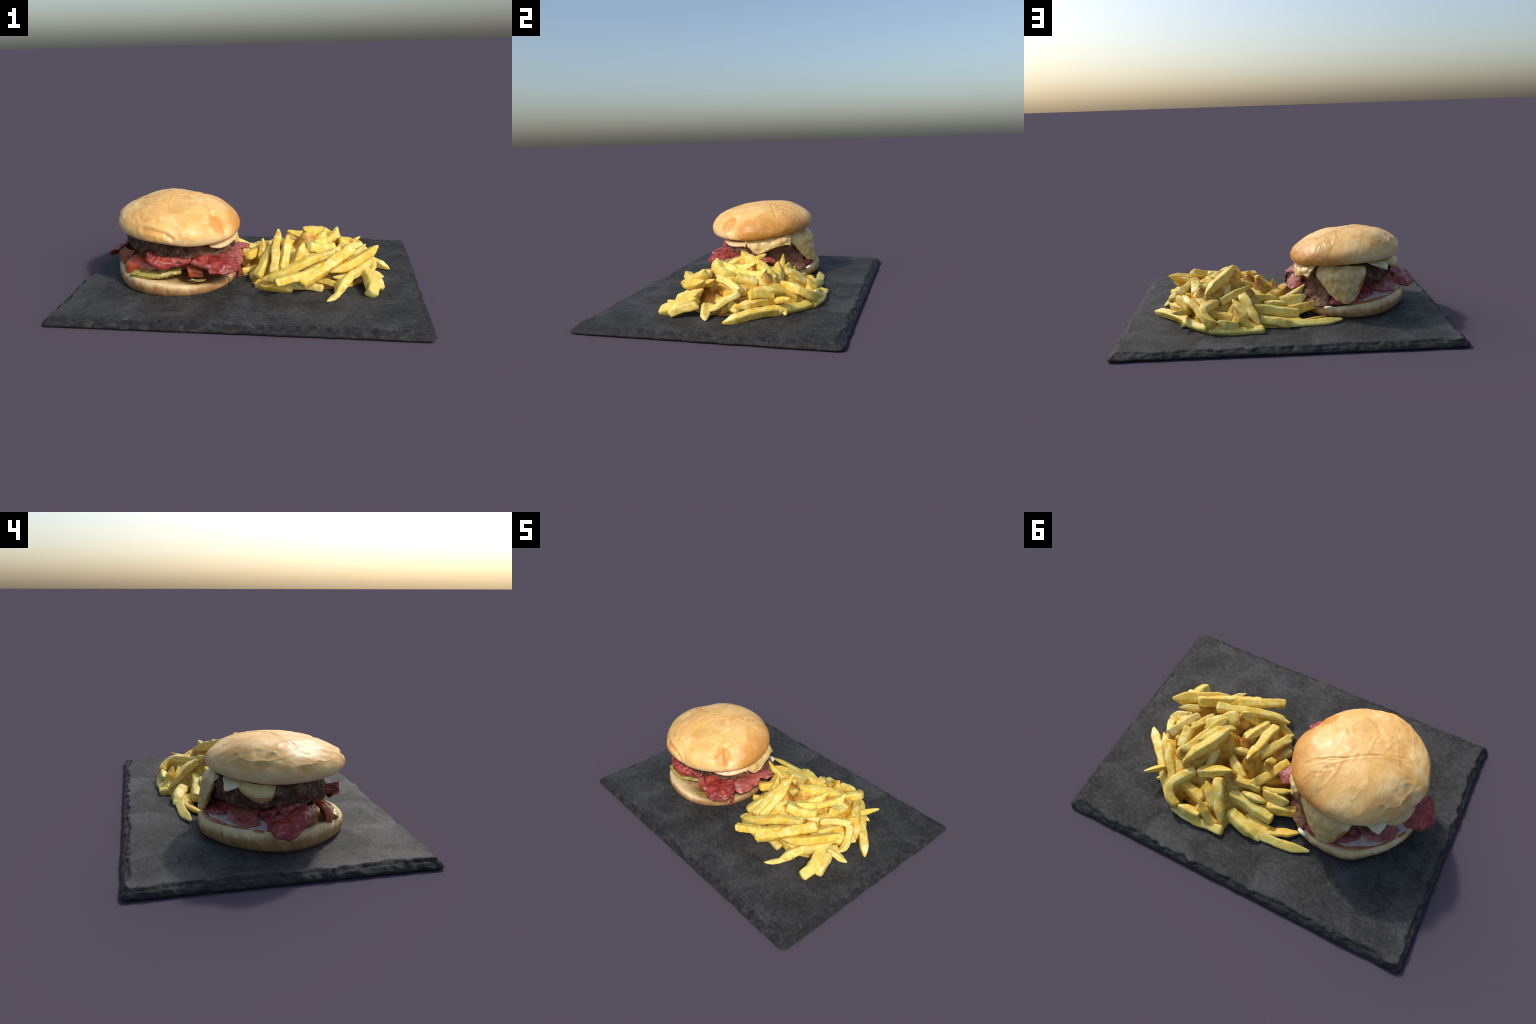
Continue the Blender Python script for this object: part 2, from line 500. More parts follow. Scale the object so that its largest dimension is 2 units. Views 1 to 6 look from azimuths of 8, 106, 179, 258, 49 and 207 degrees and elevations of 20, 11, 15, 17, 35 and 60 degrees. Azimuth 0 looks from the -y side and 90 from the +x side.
def cyl(th, r, z):
    a = np.radians(th)
    return np.stack([BC[0] + np.cos(a) * r, BC[1] + np.sin(a) * r, np.broadcast_to(z, np.shape(a))], -1)


def build_top_bun():
    c = np.array([-0.404, -0.052, 0.389])
    R, H = 0.353, 0.146
    nt, nup, ndn = 384, 110, 46
    th = np.linspace(0, 360, nt, endpoint=False)
    a = np.radians(th)
    ze = c[2] - 0.07 * np.cos(a) * R + 0.04 * np.sin(a) * R          # tilted equator
    zr = interp_angle({-137: .369, -97: .357, -68: .324, -42: .317, -13: .316, 7: .320, 18: .333, 53: .354,
                       91: .373, 118: .378, 139: .376, 167: .368, 190: .370}, th)
    rr = R + 0.004 * np.sin(2 * a + 1.0) + 0.003 * np.sin(3 * a + .4)
    rows = []
    phi = np.linspace(90, 0, nup)
    for p in np.radians(phi):
        r = rr * np.cos(p)
        tilt = -0.07 * np.cos(a) * r + 0.04 * np.sin(a) * r
        rows.append(np.stack([c[0] + np.cos(a) * r, c[1] + np.sin(a) * r, c[2] + tilt + H * np.sin(p) ** 1.0], 1))
    rim = rr - 0.030
    for s in np.linspace(0, 1, ndn)[1:]:
        if s < 0.45:                       # lower lip curls under
            k = s / 0.45 * math.pi / 2
            r = rim + (rr - rim) * max(math.cos(k), 0) ** 0.7
            z = ze + (zr - ze) * np.sin(k)
        else:                              # cut face
            k = (s - 0.45) / 0.55
            r = rim * (1 - k) + 0.02 * k
            z = zr + 0.010 * smooth01(np.full(nt, k), 0, .3) - 0.07 * np.cos(a) * (r - rim) + 0.04 * np.sin(a) * (r - rim)
        rows.append(np.stack([c[0] + np.cos(a) * r, c[1] + np.sin(a) * r, z], 1))
    G = np.stack(rows, 1)                  # nt, nrow, 3
    nrow = G.shape[1]
    P = G.reshape(-1, 3)
    N = P - (c - np.array([0, 0, .12]))
    N /= np.linalg.norm(N, axis=1, keepdims=True)
    up = np.tile(np.arange(nrow) < nup + 20, nt).astype(float)
    d = 0.005 * fbm(P, 4.5, 3, 41) + 0.0020 * fbm(P * np.array([1, .6, 1]), 12, 3, 43) - 0.002
    rid = 1 - abs(fbm(P @ np.array([[.8, -.6, 0], [.3, .4, 0], [0, 0, .7]]), 13, 3, 47)) * 2.4
    d -= 0.0026 * np.clip(rid, 0, 1) ** 3 * smooth01(fbm(P, 5, 2, 57), -.2, .5)
    fold = 1 - abs(fbm(P @ np.array([[.9, .5, 0], [-.25, .45, 0], [.3, 0, 1.0]]), 7.5, 3, 58)) * 2.2
    d += 0.0030 * np.clip(fold, 0, 1) ** 4
    creases = (
        (((-.64, -.13, .50), (-.577, -.097, .524), (-.449, -.036, .537), (-.331, .036, .526), (-.229, .078, .498), (-.17, .11, .465)), .0048, .0060),
        (((-.26, .143, .493), (-.225, .155, .475), (-.20, .19, .45)), .0035, .007),
        (((-.30, .10, .515), (-.21, .15, .465)), .0025, .006),
        (((-.17, -.152, .473), (-.14, -.201, .443), (-.105, -.205, .40), (-.10, -.189, .345)), .012, .011),
        (((-.17, -.152, .473), (-.17, -.262, .428), (-.195, -.31, .38)), .010, .011),
        (((-.52, -.372, .424), (-.402, -.395, .412), (-.36, -.401, .386)), .009, .012),
        (((-.635, .084, .502), (-.695, .106, .46), (-.737, .018, .448)), .006, .014),
        (((-.676, .024, .495), (-.704, .064, .47), (-.737, .018, .448)), .005, .013),
        (((-.60, .18, .48), (-.635, .20, .43)), .006, .010),
        (((-.30, -.12, .52), (-.24, -.20, .475)), .005, .010),
        (((-.48, -.14, .53), (-.40, -.25, .505), (-.30, -.30, .46)), .004, .012),
    )
    for line, depth, width in creases:
        D = seg_dist(P, line)
        D = D + 0.014 * fbm(P, 13, 3, 49)
        k = 0.55 + 0.6 * fbm(P, 10, 2, 53)
        d -= depth * k * np.exp(-(D / width) ** 2)
        d += 0.2 * depth * np.exp(-((D - 2.2 * width) / width) ** 2)
    for p, depth, rad in (((-.09, -.18, .405), .030, .075), ((-.17, -.27, .42), .010, .06), ((-.70, .09, .42), .017, .085),
                          ((-.705, .06, .46), .009, .042), ((-.685, .02, .49), .009, .050), ((-.30, .25, .46), .006, .07), ((-.36, .28, .39), -.006, .08), ((-.62, .19, .44), .012, .075), ((-.44, .08, .53), -.004, .10),
                          ((-.48, -.39, .42), -.012, .09), ((-.50, .12, .52), -.008, .09), ((-.40, -.20, .517), .010, .055),
                          ((-.20, -.16, .485), .009, .07), ((-.10, .10, .42), .008, .08), ((-.64, .06, .505), .006, .05)):
        d -= depth * np.exp(-(np.linalg.norm(P - np.array(p), axis=1) / rad) ** 2)
    P = P + N * (d * up)[:, None]
    # collapse apex ring
    P = P.reshape(nt, nrow, 3)
    P[:, 0] = P[:, 0].mean(0)
    verts = P.reshape(-1, 3)
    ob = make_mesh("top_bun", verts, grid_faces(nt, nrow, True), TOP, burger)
    import bmesh
    bm = bmesh.new()
    bm.from_mesh(ob.data)
    bmesh.ops.remove_doubles(bm, verts=bm.verts, dist=1e-5)
    bmesh.ops.holes_fill(bm, edges=bm.edges)
    bmesh.ops.recalc_face_normals(bm, faces=bm.faces)
    bm.to_mesh(ob.data)
    bm.free()
    return ob


def build_bottom_bun():
    nt = 320
    th = np.linspace(0, 360, nt, endpoint=False)
    c = np.array([-0.435, -0.035])
    a = np.radians(th)
    top = interp_angle({-145: .150, -115: .128, -89: .122, -66: .103, -40: .088, -6: .082, 30: .088, 50: .098,
                        73: .118, 95: .135, 121: .143, 148: .150, 163: .150, 180: .145, 201: .152}, th)
    rc = np.minimum(interp_angle({-137: .328, -90: .360, -58: .378, -23: .370, 20: .350, 73: .355, 102: .345, 126: .322, 150: .315,
                       163: .325, 197: .330}, th), 9)
    rm = interp_angle({-170: .350, -156: .345, -140: .350, -120: .363, -100: .370, -80: .378, -60: .386, -40: .383, -26: .374,
                       -9: .360, 2: .354, 40: .368, 60: .384, 67: .393, 80: .372, 92: .372, 103: .375, 114: .366, 126: .350,
                       137: .344, 148: .345, 162: .344, 173: .350}, th)
    z0 = 0.0425
    prof = []
    for s in np.linspace(0, 1, 14)[:-1]:          # crust, bottom -> widest
        k = s * math.pi / 2
        prof.append((rc - .012 + (rm - rc + .012) * np.sin(k), z0 + (top - z0) * 0.52 * (1 - np.cos(k))))
    rt = rm - 0.022
    for s in np.linspace(0, 1, 12):               # widest -> cut edge
        k = s * math.pi / 2
        prof.append((rt + (rm - rt) * np.cos(k), z0 + (top - z0) * (0.52 + 0.48 * np.sin(k))))
    for s in np.linspace(0, 1, 16)[1:]:           # cut face
        prof.append((rt * (1 - s) + 0.01 * s, top - 0.022 * smooth01(np.full(nt, s), 0, .35)))
    G = np.stack([np.stack([c[0] + np.cos(a) * r, c[1] + np.sin(a) * r, z], 1) for r, z in prof], 1)
    P = G.reshape(-1, 3)
    N = np.stack([P[:, 0] - c[0], P[:, 1] - c[1], (P[:, 2] - .09) * 2.5], 1)
    N /= np.linalg.norm(N, axis=1, keepdims=True) + 1e-9
    d = 0.007 * fbm(P, 6, 3, 61) + 0.0025 * fbm(P, 30, 3, 63)
    d *= smooth01(P[:, 2], z0, z0 + .02)
    P = P + N * d[:, None]
    nrow = G.shape[1]
    faces = grid_faces(nt, nrow, True)
    faces.append(tuple(i * nrow for i in range(nt)))
    faces.append(tuple(i * nrow + nrow - 1 for i in range(nt - 1, -1, -1)))
    return make_mesh("bottom_bun", P, faces, HEEL, burger)


def build_patty():
    nt, nr = 360, 60
    th = np.linspace(0, 360, nt, endpoint=False)
    a = np.radians(th)
    R = interp_angle({-175: .285, -161: .272, -130: .262, -108: .256, -80: .250, -60: .262, -30: .290, 0: .318, 30: .312, 60: .300, 83: .295, 120: .288, 150: .294, 170: .294}, th)
    rows = []
    for s in np.linspace(0, 1, nr):
        k = s * math.pi
        r = R * np.where(abs(np.sin(k)) > 0, np.sin(k), 0) ** 0.22 if 0 < s < 1 else R * 0
        z = 0.264 + (0.082 if k < math.pi / 2 else 0.066) * np.sign(np.cos(k)) * abs(np.cos(k)) ** 0.8
        z = z - 0.07 * np.cos(a) * r + 0.04 * np.sin(a) * r
        rows.append(np.stack([BC[0] + np.cos(a) * r, BC[1] + np.sin(a) * r, z], 1))
    G = np.stack(rows, 1)
    P = G.reshape(-1, 3)
    N = np.stack([P[:, 0] - BC[0], P[:, 1] - BC[1], (P[:, 2] - .268) * 2.5], 1)
    N /= np.linalg.norm(N, axis=1, keepdims=True) + 1e-9
    d = 0.026 * fbm(P, 9, 2, 71) + 0.040 * (0.30 - abs(fbm(P, 15, 2, 73))) + 0.008 * fbm(P, 42, 2, 75)
    P = P + N * d[:, None]
    return make_mesh("beef_patty", P, grid_faces(nt, nr, True), BEEF, burger)


def sheet(name, rows, mat, thick=0.012, nu=44, nv=64, amp=0.006, freq=16, seed=1, edge=0.25, parent=None, back=None):
    """A thin slab of food through a small control net given as (angle, radius, height)
    round the burger axis; lumpy, with rounded and slightly ragged borders."""
    parent = parent or burger
    C = [catmull(cyl(np.array([p[0] for p in r], float), np.array([p[1] for p in r], float), np.array([p[2] for p in r], float)), nv) for r in rows]
    C = np.stack(C, 0)
    G = np.stack([catmull(C[:, j], nu) for j in range(nv)], 1)      # nu,nv,3
    # ragged outline
    u = np.linspace(0, 1, nu)[:, None] * np.ones((1, nv))
    v = np.linspace(0, 1, nv)[None, :] * np.ones((nu, 1))
    P = G.reshape(-1, 3)
    N = grid_normals(G).reshape(-1, 3)
    d = amp * fbm(P, freq, 3, seed) + amp * .5 * fbm(P, freq * 2.6, 2, seed + 7)
    P = P + N * d[:, None]
    wob = np.stack([fbm(P, 22, 2, seed + 20 + i) for i in range(3)], 1) * amp * .8
    ed = np.clip(1 - np.minimum(np.minimum(1 - u, v), 1 - v).ravel() / .14, 0, 1)
    P = P + wob * ed[:, None]
    N = grid_normals(P.reshape(nu, nv, 3)).reshape(-1, 3)
    border = np.minimum(np.minimum(u, 1 - u), np.minimum(v, 1 - v)).ravel()
    tk = thick * .5 * (edge + (1 - edge) * np.sqrt(np.clip(1 - (1 - np.clip(border / .10, 0, 1)) ** 2, 0, 1)))
    A, B = P + N * tk[:, None], P - N * tk[:, None]
    n = nu * nv
    faces = grid_faces(nu, nv) + [tuple(reversed(f)) for f in grid_faces(nu, nv, base=n)]
    loop = ([(i, 0) for i in range(nu)] + [(nu - 1, j) for j in range(1, nv)]
            + [(i, nv - 1) for i in range(nu - 2, -1, -1)] + [(0, j) for j in range(nv - 2, 0, -1)])
    li = [i * nv + j for i, j in loop]
    for k in range(len(li)):
        p, q = li[k], li[(k + 1) % len(li)]
        faces.append((q, p, n + p, n + q))
    return make_mesh(name, np.vstack([A, B]), faces, mat, parent)


def tube(name, pts, radii, mat, parent, squash=1.0, amp=0.003, freq=18, seed=1, n=40, ns=18, polar=True, up=(0, 0, 1)):
    """rounded strand through control points; polar points are (angle, radius, height)"""
    p = np.array(pts, float)
    if polar:
        p = cyl(p[:, 0], p[:, 1], p[:, 2])
    C = catmull(p, n)
    rad = catmull(np.array(radii, float)[:, None] * np.ones((1, 2)), n)[:, 0]
    s = np.linspace(0, 1, n)
    rad = rad * np.clip(np.minimum(s, 1 - s) / .10, 0.02, 1) ** .5
    T = np.gradient(C, axis=0)
    T /= np.linalg.norm(T, axis=1, keepdims=True)
    S = np.cross(T, np.array(up, float))
    S /= np.linalg.norm(S, axis=1, keepdims=True) + 1e-9
    U = np.cross(S, T)
    a = np.linspace(0, 2 * np.pi, ns, endpoint=False)
    G = C[:, None] + rad[:, None, None] * (np.cos(a)[None, :, None] * S[:, None] + squash * np.sin(a)[None, :, None] * U[:, None])
    P = G.reshape(-1, 3)
    D = P - np.repeat(C, ns, 0)
    D /= np.linalg.norm(D, axis=1, keepdims=True) + 1e-9
    P = P + D * (amp * fbm(P, freq, 2, seed))[:, None]
    faces = []
    for i in range(n - 1):
        for j in range(ns):
            k = (j + 1) % ns
            faces.append((i * ns + j, i * ns + k, (i + 1) * ns + k, (i + 1) * ns + j))
    faces.append(tuple(range(ns - 1, -1, -1)))
    faces.append(tuple((n - 1) * ns + j for j in range(ns)))
    return make_mesh(name, P, faces, mat, parent)


build_top_bun()
build_bottom_bun()
build_patty()

# melted cheese: east curtain, north drape, pale corner and browned slab on the west
sheet("cheese_slice", [
    [(-6, .30, .322), (8, .315, .322), (22, .315, .335), (36, .315, .345), (47, .31, .355)],
    [(-5, .330, .298), (8, .340, .278), (22, .346, .288), (34, .362, .312), (45, .358, .322)],
    [(-3, .336, .274), (8, .350, .228), (19, .350, .250), (31, .362, .278), (43, .380, .280)]], CHEESE, .013, amp=.010, freq=14, seed=101, edge=.5)
sheet("cheese_slice", [
    [(44, .28, .345), (62, .29, .350), (84, .295, .350), (104, .29, .345)],
    [(46, .325, .300), (64, .340, .308), (84, .346, .316), (104, .318, .322)],
    [(54, .340, .250), (68, .356, .248), (83, .366, .250), (98, .330, .255)],
    [(64, .350, .195), (75, .364, .190), (83, .370, .188), (92, .342, .192)],
    [(72, .360, .152), (79, .370, .144), (83, .370, .146), (88, .356, .154)]], CHEESE, .012, amp=.012, freq=13, seed=103, edge=.5)
tube("cheese_crust", [(103, .312, .318), (99, .330, .262), (93, .343, .198), (88, .357, .150)], [.008, .008, .009, .009], AMBER, burger, seed=104)
sheet("cheese_slice", [
    [(108, .25, .362), (125, .26, .362), (143, .25, .362)],
    [(113, .295, .354), (126, .310, .342), (140, .300, .348)],
    [(123, .328, .332), (127, .346, .317), (133, .322, .330)]], CHEESE_PALE, .012, amp=.002, seed=105)
sheet("cheese_slice", [
    [(134, .29, .364), (150, .295, .362), (170, .29, .357)],
    [(136, .314, .345), (151, .326, .334), (168, .322, .332)],
    [(140, .322, .322), (154, .332, .306), (166, .326, .308)]], CHEESE, .012, amp=.004, seed=107)
sheet("cheese_crust", [
    [(136, .306, .338), (152, .316, .328), (170, .310, .335)],
    [(140, .316, .318), (154, .326, .300), (168, .320, .312)],
    [(146, .316, .304), (157, .326, .282), (166, .318, .296)]], AMBER, .010, amp=.003, seed=109)
# browned edge of meat and melted fat in the hollow facing the fries
sheet("meat_crumbs", [
    [(20, .27, .265), (36, .27, .27), (52, .27, .27), (66, .29, .265)],
    [(20, .295, .215), (36, .305, .215), (52, .315, .215), (66, .328, .21)],
    [(22, .325, .150), (36, .340, .145), (52, .350, .140), (64, .356, .140)],
    [(26, .345, .105), (38, .362, .098), (52, .378, .098), (64, .384, .105)]], BEEF, .014, amp=.016, freq=15, seed=117, edge=.5)
# mayonnaise lip on the south-east and drops
sheet("mayonnaise", [
    [(-42, .305, .306), (-28, .310, .300), (-14, .318, .303), (-2, .322, .312)],
    [(-42, .318, .296), (-29, .326, .280), (-16, .334, .282), (-4, .340, .294)],
    [(-40, .316, .288), (-29, .324, .270), (-17, .334, .272), (-5, .340, .282)]], MAYO, .010, amp=.004, seed=111, edge=.6)
tube("mayonnaise", [(-4, .335, .315), (-5, .345, .295), (-6, .344, .272)], [.008, .006, .008], MAYO, burger, seed=113)
tube("mayonnaise", [(61, .386, .110), (64, .392, .114), (67, .390, .116), (70, .384, .112)], [.008, .013, .012, .008], WHITE, burger, .8, amp=.004, seed=115)

# bacon
sheet("bacon_rasher", [
    [(-60, .25, .232), (-46, .26, .232), (-30, .27, .225), (-15, .27, .215)],
    [(-55, .315, .225), (-44, .325, .226), (-32, .335, .228), (-19, .330, .214)],
    [(-52, .365, .198), (-44, .405, .202), (-35, .430, .208), (-23, .400, .196)],
    [(-52, .392, .168), (-43, .445, .168), (-34, .470, .178), (-25, .430, .180)]], BACON, .011, amp=.013, freq=13, seed=121, edge=.5)
tube("bacon_rasher", [(-28, .428, .188), (-26.5, .438, .172), (-27.5, .445, .142), (-28, .443, .112)], [.015, .012, .010, .012], BACON, burger, seed=123)
tube("bacon_rasher", [(-62, .290, .222), (-56, .345, .212), (-49, .390, .206)], [.022, .021, .018], BACON_PALE, burger, .8, seed=125)
sheet("bacon_rasher", [
    [(-23, .27, .218), (-8, .28, .214), (14, .28, .20)],
    [(-22, .345, .202), (-10, .362, .198), (11, .355, .188)],
    [(-21, .384, .172), (-14, .406, .158), (8, .384, .158)]], BACON_PALE, .010, amp=.010, freq=13, seed=127, edge=.5)
sheet("bacon_rasher", [
    [(6, .30, .205), (17, .31, .205), (28, .30, .20)],
    [(9, .375, .200), (18, .392, .204), (26, .375, .19)],
    [(13, .414, .185), (19, .432, .190), (25, .41, .178)]], BACON_PALE, .012, amp=.008, freq=20, seed=129, edge=.5)
sheet("bacon_rasher", [
    [(-107, .290, .284), (-97, .285, .262), (-80, .255, .244), (-60, .245, .234)],
    [(-109, .326, .266), (-99, .322, .238), (-82, .288, .226), (-62, .272, .224)],
    [(-107, .332, .245), (-98, .328, .212), (-82, .292, .206), (-63, .276, .212)],
    [(-104, .312, .228), (-96, .300, .186), (-82, .278, .194), (-64, .262, .204)]], BACON, .011, amp=.013, freq=14, seed=131, edge=.5)
sheet("bacon_rasher", [
    [(150, .24, .205), (166, .25, .222), (-175, .28, .252), (-162, .31, .258)],
    [(158, .28, .185), (169, .315, .198), (-178, .342, .222), (-163, .362, .238)],
    [(162, .330, .162), (170, .376, .166), (178, .398, .174), (-168, .398, .205)],
    [(168, .384, .146), (173, .420, .138), (177, .442, .142), (-176, .426, .170)]], BACON, .011, amp=.018, freq=11, seed=135, edge=.5)
sheet("bacon_back", [
    [(-174, .29, .240), (-164, .310, .245), (-154, .300, .242), (-146, .27, .240)],
    [(-175, .340, .208), (-165, .348, .212), (-155, .328, .205), (-146, .29, .205)],
    [(-176, .360, .172), (-166, .356, .170), (-156, .335, .160), (-147, .30, .168)]], LEATHER, .010, amp=.007, freq=22, seed=137)
sheet("bacon_rasher", [
    [(112, .23, .205), (130, .23, .212), (152, .23, .212)],
    [(118, .290, .190), (133, .298, .188), (153, .285, .195)],
    [(128, .322, .172), (143, .344, .164), (156, .322, .166)]], BACON_PALE, .012, amp=.006, seed=139, edge=.6)
sheet("bacon_rasher", [
    [(58, .26, .19), (76, .27, .185), (96, .26, .195), (116, .25, .20)],
    [(59, .325, .155), (76, .335, .158), (96, .315, .170), (116, .290, .185)],
    [(62, .362, .122), (76, .364, .132), (94, .345, .148), (112, .312, .172)]], BACON, .012, amp=.009, freq=20, seed=141, edge=.6)

sheet("bacon_rasher", [
    [(-113, .22, .255), (-110, .28, .278), (-106, .336, .292)],
    [(-114, .22, .235), (-110, .28, .248), (-107, .334, .256)],
    [(-114, .21, .215), (-112, .26, .225), (-109, .31, .235)]], BACON, .010, amp=.010, freq=22, seed=145, edge=.5)

# ham, rind, tomato, gherkin
sheet("ham_slice", [
    [(84, .18, .182), (112, .18, .185), (140, .18, .185), (168, .20, .185)],
    [(86, .28, .163), (112, .28, .167), (140, .28, .168), (165, .29, .168)],
    [(88, .344, .144), (108, .342, .147), (135, .336, .152), (162, .348, .152)]], HAM, .010, amp=.004, seed=151, edge=.7)
tube("ham_rind", [(84, .350, .132), (98, .350, .139), (116, .343, .145), (132, .337, .148), (148, .342, .148), (161, .350, .147)],
     [.009, .009, .011, .008, .007, .009], RIND, burger, .7, amp=.005, seed=153, n=80)
sheet("tomato_slice", [
    [(-140, .22, .232), (-133, .22, .236), (-124, .21, .232), (-114, .20, .222)],
    [(-141, .285, .212), (-134, .290, .218), (-123, .262, .210), (-110, .225, .195)],
    [(-142, .328, .180), (-134, .332, .184), (-122, .290, .178), (-108, .245, .168)],
    [(-143, .338, .130), (-134, .335, .128), (-122, .292, .124), (-107, .250, .124)]], TOMATO, .018, amp=.004, seed=161, edge=.5)
sheet("tomato_slice", [
    [(-68, .22, .185), (-59, .23, .185), (-50, .24, .178)],
    [(-67, .285, .172), (-59, .295, .172), (-51, .305, .164)],
    [(-66, .296, .132), (-59, .305, .130), (-52, .318, .126)]], TOMATO, .014, amp=.003, seed=163, edge=.6)
sheet("pickle_slice", [
    [(-130, .27, .150), (-114, .25, .150), (-96, .22, .150), (-72, .16, .148)],
    [(-129, .328, .152), (-114, .308, .152), (-98, .280, .154), (-73, .215, .156)],
    [(-128, .356, .140), (-114, .335, .135), (-99, .303, .132), (-74, .235, .135)]], PICKLE, .022, amp=.004, freq=40, seed=171, edge=.6)
sheet("pickle_slice", [
    [(-68, .315, .122), (-60, .318, .119), (-52, .318, .115)],
    [(-67, .340, .132), (-59, .348, .121), (-52, .340, .117)],
    [(-66, .356, .146), (-58, .362, .124), (-52, .354, .124)]], PICKLE, .007, amp=.002, seed=173)
# chopped filling closing the core between bread and meat
sheet("bacon_core", [
    [(t, .02, .18) for t in range(-180, 181, 40)],
    [(t, .12, .18) for t in range(-180, 181, 40)],
    [(t, .20 + .06 * (-30 < t < 170), .175) for t in range(-180, 181, 40)]], BACON, .06, amp=.012, seed=181, nv=120)

# ------------------------------------------------------------------ french fries
fries = empty("french_fries", (0.33, 0.1, TOPZ), "loose heap of golden yellow soft French fries", "french fries")

